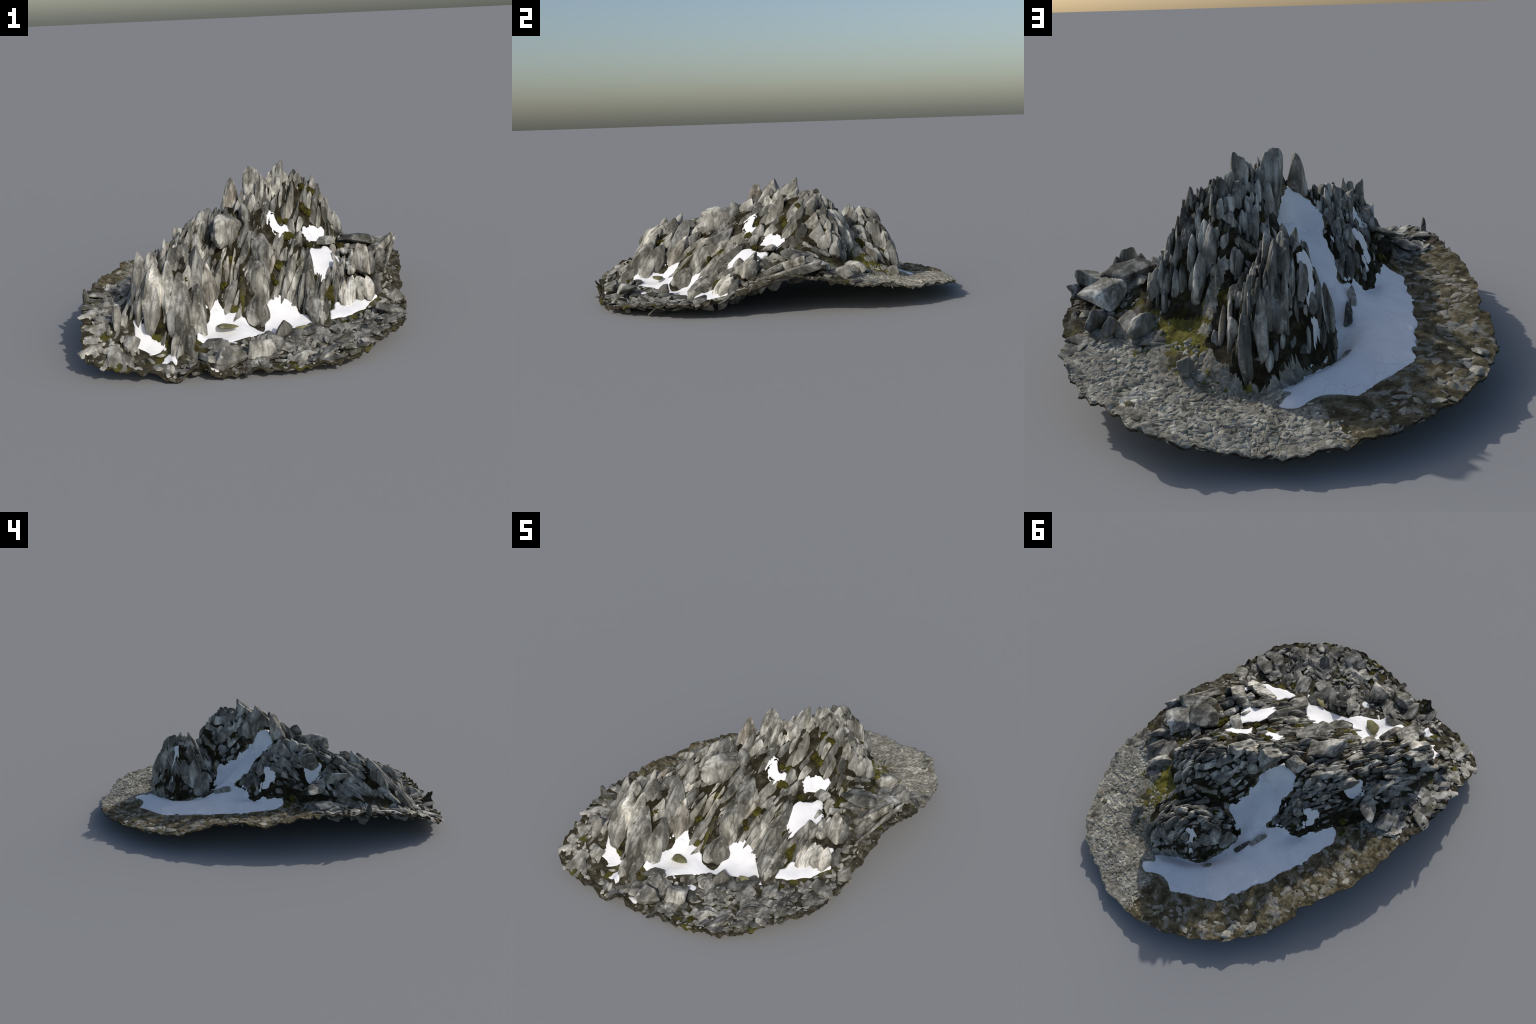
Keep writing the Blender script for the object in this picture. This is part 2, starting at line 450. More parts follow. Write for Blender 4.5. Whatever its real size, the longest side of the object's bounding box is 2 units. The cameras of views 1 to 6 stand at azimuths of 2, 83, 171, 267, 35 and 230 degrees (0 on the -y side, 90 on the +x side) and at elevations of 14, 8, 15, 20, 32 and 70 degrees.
def mesh_from(name, V, F, material, smooth=None, mats=None, index=None):
    me = bpy.data.meshes.new(name)
    V, F = np.asarray(V, np.float32), np.asarray(F, np.int32)
    me.vertices.add(len(V))
    me.vertices.foreach_set("co", V.ravel())
    me.loops.add(F.size)
    me.loops.foreach_set("vertex_index", F.ravel())
    me.polygons.add(len(F))
    me.polygons.foreach_set("loop_start", np.arange(0, F.size, F.shape[1], dtype=np.int32))
    me.polygons.foreach_set("loop_total", np.full(len(F), F.shape[1], np.int32))
    for m in (mats or [material]):
        me.materials.append(m)
    if index is not None:
        me.polygons.foreach_set("material_index", np.asarray(index, np.int32))
    me.update(calc_edges=True)
    if smooth == "all":
        me.shade_smooth()
    elif smooth:
        me.shade_smooth()
        me.set_sharp_from_angle(angle=math.radians(smooth))
    return me


def put(name, me, matrix=None, parent=None, kind=None):
    o = bpy.data.objects.new(name, me)
    bpy.context.scene.collection.objects.link(o)
    o.parent = parent or TOP
    if matrix is not None:
        o.matrix_local = matrix
    if kind:
        o["kind"] = kind
    return o


def icosphere(level):
    t = (1 + 5 ** .5) / 2
    V = [(-1, t, 0), (1, t, 0), (-1, -t, 0), (1, -t, 0), (0, -1, t), (0, 1, t), (0, -1, -t), (0, 1, -t), (t, 0, -1), (t, 0, 1), (-t, 0, -1), (-t, 0, 1)]
    F = [(0, 11, 5), (0, 5, 1), (0, 1, 7), (0, 7, 10), (0, 10, 11), (1, 5, 9), (5, 11, 4), (11, 10, 2), (10, 7, 6), (7, 1, 8),
         (3, 9, 4), (3, 4, 2), (3, 2, 6), (3, 6, 8), (3, 8, 9), (4, 9, 5), (2, 4, 11), (6, 2, 10), (8, 6, 7), (9, 8, 1)]
    V = [unit(v) for v in V]
    for _ in range(level):
        cut, new = {}, []
        for a, b, c in F:
            mids = []
            for p, q in ((a, b), (b, c), (c, a)):
                k = (min(p, q), max(p, q))
                if k not in cut:
                    cut[k] = len(V)
                    V.append(unit(V[p] + V[q]))
                mids.append(cut[k])
            ab, bc, ca = mids
            new += [(a, ab, ca), (b, bc, ab), (c, ca, bc), (ab, bc, ca)]
        F = new
    return np.array(V), np.array(F)


ICO = {k: icosphere(k) for k in (1, 2, 3, 4)}


def broken(level, planes, sharp, seed, rough, streak):
    """Convex block bounded by the planes (normal, distance), edges slightly worn."""
    V, F = ICO[level]
    m = unit(np.array([p[0] for p in planes], float))
    h = np.array([p[1] for p in planes])
    push = np.clip(V @ m.T / h, 0, None)
    V = V / (push ** sharp).sum(1, keepdims=True) ** (1 / sharp)
    off = np.random.default_rng(seed).uniform(-50, 50, 3)
    V = V + unit(V) * (fbm(V * 1.7 + off, 3, seed) * rough)[:, None]
    # foliation: shallow ledges that run along the length
    V[:, 0] += streak * vnoise(V * np.array([1.0, 4.2, .9]) + off, seed + 9)
    V[:, 1] += streak * .8 * vnoise(V * np.array([4.5, 1.2, .9]) - off, seed + 11)
    V[:, 2] += streak * .8 * vnoise(V * np.array([3.2, 2.6, .6]) + off, seed + 12)
    return V, F


def slate_blade(level, seed, rough=.045, streak=.06, point=0.0, blunt=False):
    """Blade in a unit box: x thickness, y width, z length; oblique broken tip, chisel edges."""
    rng = np.random.default_rng(seed)
    j = lambda v, s: v + rng.uniform(-s, s)
    planes = [((1, j(0, .12), j(.06, .1)), j(.92, .08)), ((-1, j(0, .12), j(.06, .1)), j(.92, .08)),
              ((1, j(0, .2), j(.75, .2)), j(.92, .08)), ((-1, j(0, .2), j(.75, .2)), j(.92, .08)), ((j(0, 1), j(0, .3), -1), .95)]
    outline = [(j(5, 8), j(.90, .1)), (j(175, 8), j(.90, .1)), (j(42, 12), j(.78 - point, .09)), (j(138, 12), j(.78 - point, .09)), (j(88, 25), j(.97, .03)),
               (j(-45, 14), j(1.08, .10)), (j(-135, 14), j(1.08, .10)), (j(-90, 15), 1.0), (j(28, 8), j(.94, .06)), (j(152, 8), j(.94, .06))]
    if blunt:                                # snapped across: one oblique break and squarer corners
        side = rng.choice([-1, 1])
        outline[2:5] = [(90 - side * j(24, 14), j(.74, .12)), (90 + side * j(58, 10), j(.92, .06)), (90 - side * j(62, 8), j(.96, .05))]
        outline += [(j(90, 80), j(.9, .08)), (j(-90, 80), j(.98, .08))]
    for t, h in outline:
        t = math.radians(t)
        planes.append(((j(0, .30), math.cos(t), math.sin(t)), h))
    for sx in (1, -1):                       # spalled corners near the tip
        t = math.radians(j(90, 60))
        planes.append(((sx * j(.8, .2), math.cos(t), math.sin(t)), j(.92, .10)))
        t = math.radians(j(-90, 70))
        planes.append(((sx * j(.8, .2), math.cos(t), math.sin(t)), j(.98, .10)))
    return broken(level, planes, 22, seed, rough, streak)


def angular_stone(level, seed, faces=12, rough=.03, streak=.0, sharp=22):
    rng = np.random.default_rng(seed)
    planes = [((1, 0, 0), 1.0), ((-1, 0, 0), 1.0), ((0, 1, 0), 1.0), ((0, -1, 0), 1.0), ((0, 0, 1), 1.0), ((0, 0, -1), 1.0)]
    planes += [(unit(rng.normal(size=3)), rng.uniform(.62, 1.0)) for _ in range(faces)]
    return broken(level, planes, sharp, seed, rough, streak)


def frame(a, n, half, centre):
    """4x4 matrix: z along a, x along n made square to a, scaled by the half sizes (thick, wide, long)."""
    a = unit(a)
    n = np.asarray(n, float)
    n = unit(n - a * (n @ a))
    b = np.cross(a, n)
    M = np.eye(4)
    M[:3, 0], M[:3, 1], M[:3, 2], M[:3, 3] = n * half[0], b * half[1], a * half[2], centre
    return M


# ----------------------------------------------------------------------------- ground sheet
def build_ground():
    h = .006
    xs, ys = np.arange(-.76, .78, h), np.arange(-1.05, 1.06, h)
    X, Y = np.meshgrid(xs, ys, indexing="ij")
    x, y = X.ravel().copy(), Y.ravel().copy()
    sd = signed_distance(x, y, RIM_LINE)
    nx, ny = X.shape
    idx = np.arange(nx * ny).reshape(nx, ny)
    quads = np.stack([idx[:-1, :-1], idx[1:, :-1], idx[1:, 1:], idx[:-1, 1:]], -1).reshape(-1, 4)
    quads = quads[(sd[quads] > 0).any(1)]
    # pull the outside corners onto the rim
    out = np.unique(quads[sd[quads] <= 0])
    rim = RIM_LINE[:, :2]
    rim = np.concatenate([rim + (np.roll(rim, -1, 0) - rim) * t for t in (0, .25, .5, .75)])
    rz = np.concatenate([RIM_LINE[:, 2] + (np.roll(RIM_LINE[:, 2], -1) - RIM_LINE[:, 2]) * t for t in (0, .25, .5, .75)])
    k = np.argmin(np.hypot(x[out, None] - rim[None, :, 0], y[out, None] - rim[None, :, 1]), 1)
    x[out], y[out] = rim[k, 0], rim[k, 1]
    used = np.unique(quads)
    remap = np.full(nx * ny, -1)
    remap[used] = np.arange(len(used))
    edge = remap[out]
    x, y, quads = x[used], y[used], remap[quads]
    z = grid.height(x, y)
    z[edge] = rz[k]
    snow, rock = snow_depth(x, y), rock_depth(x, y)
    bare = np.clip(-snow / .02, 0, 1)
    inrock = np.clip(rock / .03, 0, 1) * bare
    P = np.stack([x, y, z], -1)
    # loose ground is lumpy; under the blades the peat sits lower and is ridged along the cleavage
    lump = fbm(P * 28, 3, 3) * .006 + np.abs(vnoise(P * 60, 4)) * .006
    lump = lump + (np.abs(vnoise(P * 36, 14)) - .3) * np.where(y < -.2, .022, .007) * np.clip(1 - signed_distance(x, y, RIM_LINE) / .07, 0, 1)
    across = x * .96 - y * .27
    along = x * .27 + y * .96
    ridge = np.abs(vnoise(np.stack([across * 26, along * 7, z * 7], -1), 8)) + .5 * vnoise(np.stack([across * 60, along * 18, z * 16], -1), 9)
    loose = np.clip((-.25 - y) / .1, 0, 1) * (signed_distance(x, y, RIM_LINE) > .03)      # rubble lies on a smooth bed
    z = z + (lump * (1 - .75 * loose) - .005 * loose) * bare * (1 - inrock) + inrock * (ridge * .020 / (1 + np.hypot(grid.at(grid.gx, x, y), grid.at(grid.gy, x, y)) * .6) - .032) - np.clip(snow / .01, 0, 1) * .004
    lowrim = np.zeros(len(x), bool)
    lowrim[edge] = True
    z = np.maximum(z, 0.0)
    P = np.stack([x, y, z], -1)
    # material by zone, ragged borders
    c = P[quads].mean(1)
    wob = fbm(c * 14, 3, 21) * .05
    zone = np.full(len(quads), 1)                       # gravel
    sweep = c[:, 0] + wob
    zone[(sweep < .02) & (c[:, 1] > -.35)] = 2          # turf on the outer side
    zone[(c[:, 1] + wob < -.28)] = 3                    # rubble soil in front
    zone[(sweep > .40) & (c[:, 1] + wob < .33)] = 3
    zone[moss_apron(c[:, 0], c[:, 1]) + wob * 1.5 > 0] = 4   # moss apron
    zone[rock_depth(c[:, 0], c[:, 1]) + wob * .3 > 0] = 0
    # closed sheet: the same net again a little lower, sewn along the rim
    n = len(P)
    nrm = grid.normal(x, y)
    under = P - nrm * .007
    under[:, 2] = np.maximum(under[:, 2], 0.0)
    e = np.concatenate([quads[:, [0, 1]], quads[:, [1, 2]], quads[:, [2, 3]], quads[:, [3, 0]]])
    key = np.sort(e, 1)
    _, inv, cnt = np.unique(key, axis=0, return_inverse=True, return_counts=True)
    b = e[cnt[inv.ravel()] == 1]
    skirt = np.stack([b[:, 1], b[:, 0], b[:, 0] + n, b[:, 1] + n], -1)
    F = np.concatenate([quads, quads[:, ::-1] + n, skirt])
    index = np.concatenate([zone, zone, np.full(len(skirt), 3)])
    me = mesh_from("ground_sheet", np.concatenate([P, under]), F, None, "all",
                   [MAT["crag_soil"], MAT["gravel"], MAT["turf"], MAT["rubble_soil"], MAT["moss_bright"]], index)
    put("ground_sheet", me)


# ----------------------------------------------------------------------------- snow
def build_snow():
    for name, (line, depth) in SNOW.items():
        lo, hi = line.min(0) - .03, line.max(0) + .03
        h = .005
        xs, ys = np.arange(lo[0], hi[0], h), np.arange(lo[1], hi[1], h)
        X, Y = np.meshgrid(xs, ys, indexing="ij")
        x, y = X.ravel(), Y.ravel()
        z0 = grid.height(x, y)
        P = np.stack([x, y, z0], -1)
        sd = signed_distance(x, y, line) + fbm(P * 17, 4, 31) * .013 + vnoise(P * 70, 35) * .004
        rise = depth * .7 * (1 - np.exp(-np.clip(sd, 0, None) / .02)) + np.minimum(sd, 0) * .9
        z = z0 + rise + fbm(P * 9, 2, 33) * .004 - .001
        idx = np.arange(len(x)).reshape(X.shape)
        q = np.stack([idx[:-1, :-1], idx[1:, :-1], idx[1:, 1:], idx[:-1, 1:]], -1).reshape(-1, 4)
        q = q[(sd[q] > -.010).all(1)]
        used = np.unique(q)
        remap = np.full(len(x), -1)
        remap[used] = np.arange(len(used))
        me = mesh_from("snow_patch", np.stack([x, y, z], -1)[used], remap[q], MAT["snow"], "all")
        o = put("snow_patch", me)
        s = o.modifiers.new("depth", "SOLIDIFY")
        s.thickness, s.offset = .005, -1


# ----------------------------------------------------------------------------- blades of slate
STRIKE = unit([.955, -.29, .0])           # normal of the cleavage planes


def cleavage(p, rng, spread=1.0):
    """Long axis and plane normal of the slate at a place."""
    y = p[1]
    dip = np.interp(y, [-.8, -.5, -.2, .1, .5], [54, 56, 60, 70, 80])
    if p[0] < -.15 and y < 0:
        dip -= 4
    bundle = np.array([p * 5.0, p * 5.0 + 31.0])           # neighbouring blades lean together
    b1, b2 = vnoise(bundle, 44)
    dip = math.radians(dip + (9 * b1 + rng.normal(0, 4)) * spread)
    turn = math.radians((9 * b2 + rng.normal(0, 4)) * spread)
    n = np.array([STRIKE[0] * math.cos(turn) - STRIKE[1] * math.sin(turn), STRIKE[0] * math.sin(turn) + STRIKE[1] * math.cos(turn), rng.normal(.04, .07 * spread)])
    n = unit(n)
    flat = unit(np.array([-n[1], n[0], 0]))
    a = unit(flat * math.cos(dip) + np.array([0, 0, 1.0]) * math.sin(dip))
    return a, n


MOSS = [((.135, -.165), .045), ((.155, -.085), .03), ((.33, -.30), .045), ((.29, -.29), .03), ((-.085, -.36), .032), ((-.105, -.45), .024),
         ((.12, -.31), .035), ((.12, -.38), .022), ((.40, -.06), .05), ((.43, -.02), .04), ((.24, .03), .04), ((.26, .09), .04),
         ((.40, .40), .06), ((.37, .47), .07), ((.33, .50), .05), ((.42, .36), .05), ((.30, .58), .04), ((.25, .45), .05),
         ((-.245, -.62), .03), ((.18, -.64), .05), ((.32, -.53), .05), ((.40, -.47), .05), ((.27, -.60), .04), ((-.20, -.80), .03),
         ((-.45, -.20), .05), ((-.50, -.30), .04), ((-.40, -.12), .04), ((-.53, -.42), .05), ((.06, .33), .04), ((.05, -.56), .025),
         ((.15, -.86), .05), ((.35, -.80), .05), ((.50, -.62), .04), ((.62, .43), .04), ((.27, -.12), .03), ((.36, -.14), .02)]
BLADE = [slate_blade(3, 100 + k, .045, .05, .05 * (k % 4), k % 3 != 0) for k in range(18)]
BLADE_MESH = [mesh_from("rock_slab", V, F, MAT["slate"], 30) for V, F in BLADE]
FINE = [slate_blade(4, 300 + k, .05, .05, .06 + .05 * (k % 3)) for k in range(10)]
FINE_MESH = [mesh_from("rock_slab", V, F, MAT["slate"], 30) for V, F in FINE]
BLOCK = [angular_stone(4, 400 + k, 14, .05, .03) for k in range(10)]
BLOCK_MESH = {m: [mesh_from("boulder", V, F, MAT[m], 30) for V, F in BLOCK] for m in ("slate", "rubble", "lichen")}
OVAL = [angular_stone(4, 450 + k, 26, .05, .02, 9) for k in range(3)]
NOSE = mesh_from("boulder", *angular_stone(4, 472, 13, .06, .05, 26), MAT["slate"], 34)
OVAL_MESH = {m: [mesh_from("boulder", V, F, MAT[m], 40) for V, F in OVAL] for m in ("slate", "lichen")}
CHIP = [angular_stone(3, 500 + k, 11, .018, .0, 40) for k in range(16)]
CHIP_MESH = {m: [mesh_from("rubble_stone", V, F, MAT[m], 22) for V, F in CHIP] for m in ("rubble", "pale")}
GRIT = [angular_stone(1, 700 + k, 7, .05, sharp=14) for k in range(24)]

# landmark blades: (foot, tip, thickness, width)
LANDMARKS = [
    ((-.088, -.115, .43), (-.077, -.073, .600), .050, .080),
    ((-.105, -.12, .41), (-.105, -.10, .53), .030, .06),
    ((.015, -.065, .43), (.012, .0, .655), .075, .12),
    ((.045, -.01, .44), (.04, .02, .60), .04, .09),
    ((.122, .0, .42), (.127, .077, .657), .060, .13),
    ((.085, -.03, .40), (.092, .04, .610), .042, .10),
    ((.165, .05, .43), (.165, .10, .59), .05, .12),
    ((.215, .08, .42), (.218, .143, .592), .045, .11),
    ((.255, .10, .42), (.25, .16, .565), .035, .09),
    ((.295, .11, .38), (.295, .175, .55), .035, .09),
    ((.255, .20, .38), (.245, .24, .55), .035, .10),
    ((.335, .14, .32), (.334, .19, .475), .035, .09),
    ((.365, .17, .28), (.363, .215, .43), .035, .09),
    ((.415, .25, .21), (.420, .29, .342), .035, .08),
    ((-.012, -.22, .42), (-.027, -.219, .512), .03, .07),
    ((-.262, -.80, .055), (-.273, -.66, .335), .088, .12),
    ((-.228, -.845, .05), (-.232, -.725, .180), .05, .07),
    ((-.195, -.76, .07), (-.205, -.66, .24), .05, .08),
    ((-.205, -.70, .12), (-.215, -.60, .28), .055, .10),
    ((-.162, -.57, .15), (-.172, -.50, .31), .05, .09),
    ((-.215, -.58, .20), (-.219, -.475, .395), .055, .10),
    ((-.225, -.46, .26), (-.224, -.34, .44), .05, .10),
    ((-.372, -.760, .10), (-.378, -.716, .325), .058, .12),
    ((-.355, -.74, .18), (-.367, -.642, .378), .045, .10),
    ((-.42, -.742, .13), (-.418, -.69, .33), .04, .10),
    ((-.31, -.73, .16), (-.315, -.63, .365), .045, .10),
    ((-.43, -.68, .20), (-.432, -.61, .400), .045, .09),
    ((-.385, -.66, .26), (-.39, -.585, .42), .045, .09),
    ((.255, -.42, .09), (.241, -.195, .322), .055, .11),
    ((.275, -.485, .035), (.262, -.40, .15), .06, .08),
    ((.30, -.48, .04), (.295, -.38, .14), .04, .07),
    ((.016, -.558, .075), (.02, -.45, .20), .075, .10),
    ((-.01, -.555, .07), (-.005, -.47, .17), .04, .08),
    ((.045, -.54, .07), (.05, -.46, .17), .045, .08),
    ((.03, -.46, .16), (.045, -.31, .34), .08, .12),
    ((.05, -.34, .27), (.05, -.24, .40), .07, .10),
    ((.21, .29, .36), (.208, .325, .49), .04, .09),
    ((.30, .36, .20), (.295, .375, .40), .035, .10),
    ((.205, .655, .11), (.203, .640, .300), .038, .07),
    ((.165, .655, .10), (.160, .625, .33), .040, .10),
    ((.110, .62, .10), (.108, .58, .365), .045, .11),
    ((.075, .60, .10), (.085, .565, .30), .040, .10),
    ((.040, .575, .10), (.045, .535, .28), .040, .10),
    ((-.005, .55, .10), (.005, .50, .34), .050, .11),
    ((.118, .51, .25), (.113, .493, .470), .040, .11),
    ((.075, .46, .27), (.070, .45, .465), .045, .12),
    ((.030, .44, .25), (.030, .43, .455), .030, .09),
    ((.0, .43, .24), (-.008, .402, .432), .035, .10),
    ((-.045, .42, .12), (-.03, .39, .36), .045, .10),
    ((-.085, .38, .12), (-.075, .35, .26), .035, .09),
    ((.397, -.355, .07), (.400, -.285, .190), .046, .09),
    ((.436, -.358, .07), (.438, -.285, .196), .048, .09),
    ((.477, -.355, .07), (.478, -.280, .194), .046, .09),
    ((.515, -.345, .07), (.514, -.275, .188), .042, .09),
    ((.552, -.300, .09), (.548, -.245, .178), .044, .06),
    ((.452, -.215, .15), (.452, -.165, .270), .030, .08),
    ((.495, -.225, .15), (.497, -.165, .298), .070, .09),
    ((.535, -.205, .14), (.533, -.160, .265), .034, .08),
    ((-.668, -.515, .17), (-.672, -.523, .245), .018, .03),
]
# landmark boulders: (centre, long axis, flat normal, half sizes thick-wide-long, material)
BOULDERS = [
    ((-.098, -.265, .425), (-.50, -.85, .06), (.3, -.2, 1), (.060, .054, .112), "slate"),
    ((.500, .052, .272), (.62, .76, -.22), (-.10, .15, 1), (.026, .062, .078), "slate"),
    ((.568, .135, .242), (.55, .80, -.22), (-.15, .10, 1), (.024, .060, .078), "slate"),
    ((.570, .010, .222), (.56, .78, .30), (-.5, .15, .85), (.034, .05, .122), "slate"),
    ((.628, .015, .200), (.27, .94, .24), (-.75, .1, .6), (.016, .036, .165), "slate"),
    ((-.182, .255, .182), (.25, .93, -.22), (1, -.1, .1), (.016, .026, .052), "slate"),
    ((-.150, .335, .158), (.18, .96, -.22), (1, -.1, .1), (.015, .026, .052), "slate"),
    ((-.107, .532, .104), (.6, .8, -.1), (.1, .1, 1), (.014, .02, .034), "rubble"),
    ((-.398, -.355, .300), (-.22, -.92, .30), (-.6, .1, .7), (.026, .032, .092), "slate"),
    ((-.295, -.272, .335), (-.05, .35, .93), (1, -.15, .2), (.028, .055, .085), "slate"),
    ((-.088, -.640, .098), (.95, -.2, .0), (0, .2, 1), (.012, .034, .052), "lichen"),
    ((.141, -.613, .058), (.3, .5, .75), (.5, -.7, .5), (.016, .030, .046), "rubble"),
    ((.045, -.828, .068), (.8, .3, .2), (.2, -.5, .8), (.034, .045, .052), "rubble"),
    ((-.068, -.890, .062), (.6, .5, .1), (.1, -.3, .9), (.034, .045, .055), "rubble"),
    ((.343, -.046, .297), (.9, -.3, .1), (.1, -.3, 1), (.018, .034, .050), "slate"),
    ((-.165, -.762, .066), (.96, .22, .08), (0, -.3, 1), (.018, .030, .086), "rubble"),
    ((-.045, -.790, .046), (.85, -.45, .0), (0, -.3, 1), (.018, .030, .080), "rubble"),
    ((-.14, -.875, .052), (.5, -.80, .15), (.5, .2, .8), (.016, .032, .060), "rubble"),
    ((.06, -.755, .034), (.9, -.35, .05), (0, -.15, 1), (.014, .028, .070), "rubble"),
    ((.193, -.594, .048), (.8, -.5, .1), (.1, -.2, 1), (.013, .026, .050), "rubble"),
    ((.23, -.545, .046), (.9, -.3, .1), (.1, -.2, 1), (.012, .022, .045), "lichen"),
    ((-.505, -.745, .185), (-.15, .45, .85), (.7, -.6, .2), (.010, .022, .05), "rubble"),
    ((-.445, -.83, .10), (.3, .6, .6), (.5, -.7, .4), (.018, .028, .036), "rubble"),
    ((.47, .36, .185), (.4, .6, .6), (.9, -.2, .2), (.025, .045, .06), "rubble"),
    ((.60, .26, .185), (.3, .8, .45), (.9, -.3, .2), (.022, .04, .065), "rubble"),
    ((.56, .32, .175), (.2, .8, .5), (.9, -.3, .2), (.02, .035, .055), "rubble"),
    ((.36, .60, .145), (.3, .3, .8), (.9, -.3, .2), (.018, .03, .04), "rubble"),
    ((-.53, -.30, .200), (.3, -.9, .15), (-.3, .1, 1), (.014, .04, .055), "rubble"),
    ((-.440, -.262, .262), (.6, -.7, .10), (-.3, -.1, .95), (.012, .05, .06), "slate"),
]


def root_above_sheet(M):
    """Shorten a block from below where its root would stick out under the sheet."""
    if M[0, 3] > .42:                        # the sheet is thin over the hollow side
        M[:3, 3] += M[:3, 1] * .25 * math.copysign(1.0, M[2, 1])
        M[:3, 1] *= .75
    for _ in range(6):
        low = M[:3, 3] - M[:3, 2] * math.copysign(1.0, M[2, 2])
        floor = max(.012, float(grid.height(low[0], low[1])) - (.16 if M[0, 3] < .42 else .015))
        if low[2] >= floor or M[2, 2] == 0:
            break
        lift = min(.35, (floor - low[2]) / (2 * abs(M[2, 2])))
        M[:3, 3] += M[:3, 2] * math.copysign(lift, M[2, 2])
        M[:3, 2] *= 1 - lift
    sag = .004 - (M[2, 3] - np.abs(M[2, :3]).sum())
    if sag > 0:
        M[2, 3] += min(sag, .05)


def build_slabs():
    rng = np.random.default_rng(77)
    taken = []        # centre, matrix inverse scale for spacing tests
    named = []

    for k, (foot, tip, thick, wide) in enumerate(LANDMARKS):
        foot, tip = np.array(foot), np.array(tip)
        L = np.linalg.norm(tip - foot) / 2
        _, n = cleavage(foot, rng, .4)
        M = frame(tip - foot, n, (thick * .55, wide * .55, L * 1.07), (foot + tip) / 2)
        mid = (foot + tip) / 2
        out = float(grid.normal(mid[:1], mid[1:2])[0] @ unit(M[:3, 1]))
        M[:3, 3] -= M[:3, 1] * np.clip(out * 1.3, -.5, .5)      # measured along the exposed edge: set the body back
        named.append((FINE_MESH[k % len(FINE)], M))
        taken.append(M)
    for k, (c, a, n, half, m) in enumerate(BOULDERS):
        M = frame(a, np.array(n, float), np.array(half) * 1.08, np.array(c))
        M = above_floor(M, BLOCK[k % len(BLOCK)])
        put("boulder", NOSE if k == 0 else OVAL_MESH[m][k % 3] if m == "lichen" else BLOCK_MESH[m][k % len(BLOCK)], Matrix(M.tolist()))
        taken.append(M)

    # candidate places: spread evenly over the true surface of the rock
    h = .005
    xs, ys = np.arange(-.52, .64, h), np.arange(-.84, .70, h)
    X, Y = np.meshgrid(xs, ys, indexing="ij")
    x, y = X.ravel(), Y.ravel()
    ok = (rock_depth(x, y) > -.005) & (snow_depth(x, y) < -.006)
    x, y = x[ok], y[ok]
    area = np.sqrt(1 + grid.at(grid.gx, x, y) ** 2 + grid.at(grid.gy, x, y) ** 2)
    pick = area * np.interp(area, [1.5, 3.0], [1.0, 1.6])
    pick /= pick.sum()

    wet = snow_depth(x, y)
    nrm = grid.normal(x, y)
    zz = grid.height(x, y)
    mossy = np.min([np.hypot(x - cx, y - cy) / r for (cx, cy), r in MOSS], 0)
    stuff = []
    gx = grid.x0 + grid.h * np.arange(grid.nx)
    gy = grid.y0 + grid.h * np.arange(grid.ny)
    white = snow_depth(*np.meshgrid(gx, gy, indexing="ij"))
    sizes = [(.037, .100, .29, 3500, 1.28, True), (.026, .078, .21, 8000, 1.24, True), (.018, .055, .14, 5500, 1.24, False), (.012, .033, .068, 4200, 1.26, False)]
    centres = [M[:3, 3] for M in taken]
    inv = [np.linalg.inv(M[:3, :3]) for M in taken]
    for T, W, L, tries, gap, big in sizes:
        chosen = rng.choice(len(x), tries, p=pick)
        C, I = np.array(centres), np.array(inv)
        for i in chosen:
            p, N = np.array([x[i], y[i], zz[i]]), nrm[i]
            s = rng.uniform(.66, 1.42, 3)
            half = np.array([T, W, L]) / 2 * s
            if (big and wet[i] > (-.016 if N[2] > .55 else -.004)) or mossy[i] < (rng.uniform(.6, 1.1) if T > .02 else 1.4):
                continue
            a, n = cleavage(p, rng)
            M = frame(a, n, half, p)
            R = M[:3, :3]
            shape = int(rng.integers(len(BLADE)))
            reach = (BLADE[shape][0] @ (R.T @ N)).max()           # how far the block stands out of the face
            outw = rng.uniform(-.024, .009) - (0 if big else .006 + .1 * (.02 - T)) + (.016 * rng.random() ** 2 if N[2] > .7 and big else 0)
            c = p + N * (outw - reach)
            # spacing in the frame of each block already set
            d = c - C
            own = np.einsum("ijk,ik->ij", I, d)
            mine = np.linalg.inv(R) @ d.T
            near = 1 / (1 / (np.linalg.norm(own, axis=1) + 1e-6) + 1 / (np.linalg.norm(mine, axis=0) + 1e-6))
            if near.min() < gap * .5:
                continue
            tip = c + M[:3, 2] * .95
            way = c[None] + M[:3, 2][None] * np.linspace(-.9, .9, 5)[:, None]
            shown = way[:, 2] > grid.height(way[:, 0], way[:, 1]) - half[0]
            if (grid.at(white, way[:, 0], way[:, 1])[shown] > .006).any():
                continue                                     # keep the snow clear
            over = tip[2] - float(grid.height(tip[0], tip[1])) - rng.uniform(.008, .035)
            if over > 0:                                     # no needle stands far above the crest
                c = c - M[:3, 2] / (np.linalg.norm(M[:3, 2]) * max(.3, a[2])) * over
            M[:3, 3] = c
            C = np.vstack([C, c])
            I = np.concatenate([I, np.linalg.inv(R)[None]])
            if big:
                named.append((BLADE_MESH[shape], M))
            else:
                stuff.append((shape, M))
        centres, inv = list(C), list(I)
    for _, M in named + stuff:
        root_above_sheet(M)

    small, stuff = stuff, []
    named.sort(key=lambda t: -abs(np.linalg.det(t[1][:3, :3])))
    for me, M in named[:300]:
        put("rock_slab", me, Matrix(M.tolist()))
    for me, M in named[300:]:
        stuff.append((BLADE_MESH.index(me) if me in BLADE_MESH else 0, M))
    print("slabs named", len(named[:300]), "stuff", len(stuff))
    low = [slate_blade(2, 100 + k, .045, .05, .05 * (k % 4), k % 3 != 0) for k in range(18)]
    for k in range(4):
        merge("slate_pieces", stuff[k::4], low, MAT["slate"], 30)
    vol = sorted(small, key=lambda t: -abs(np.linalg.det(t[1][:3, :3])))
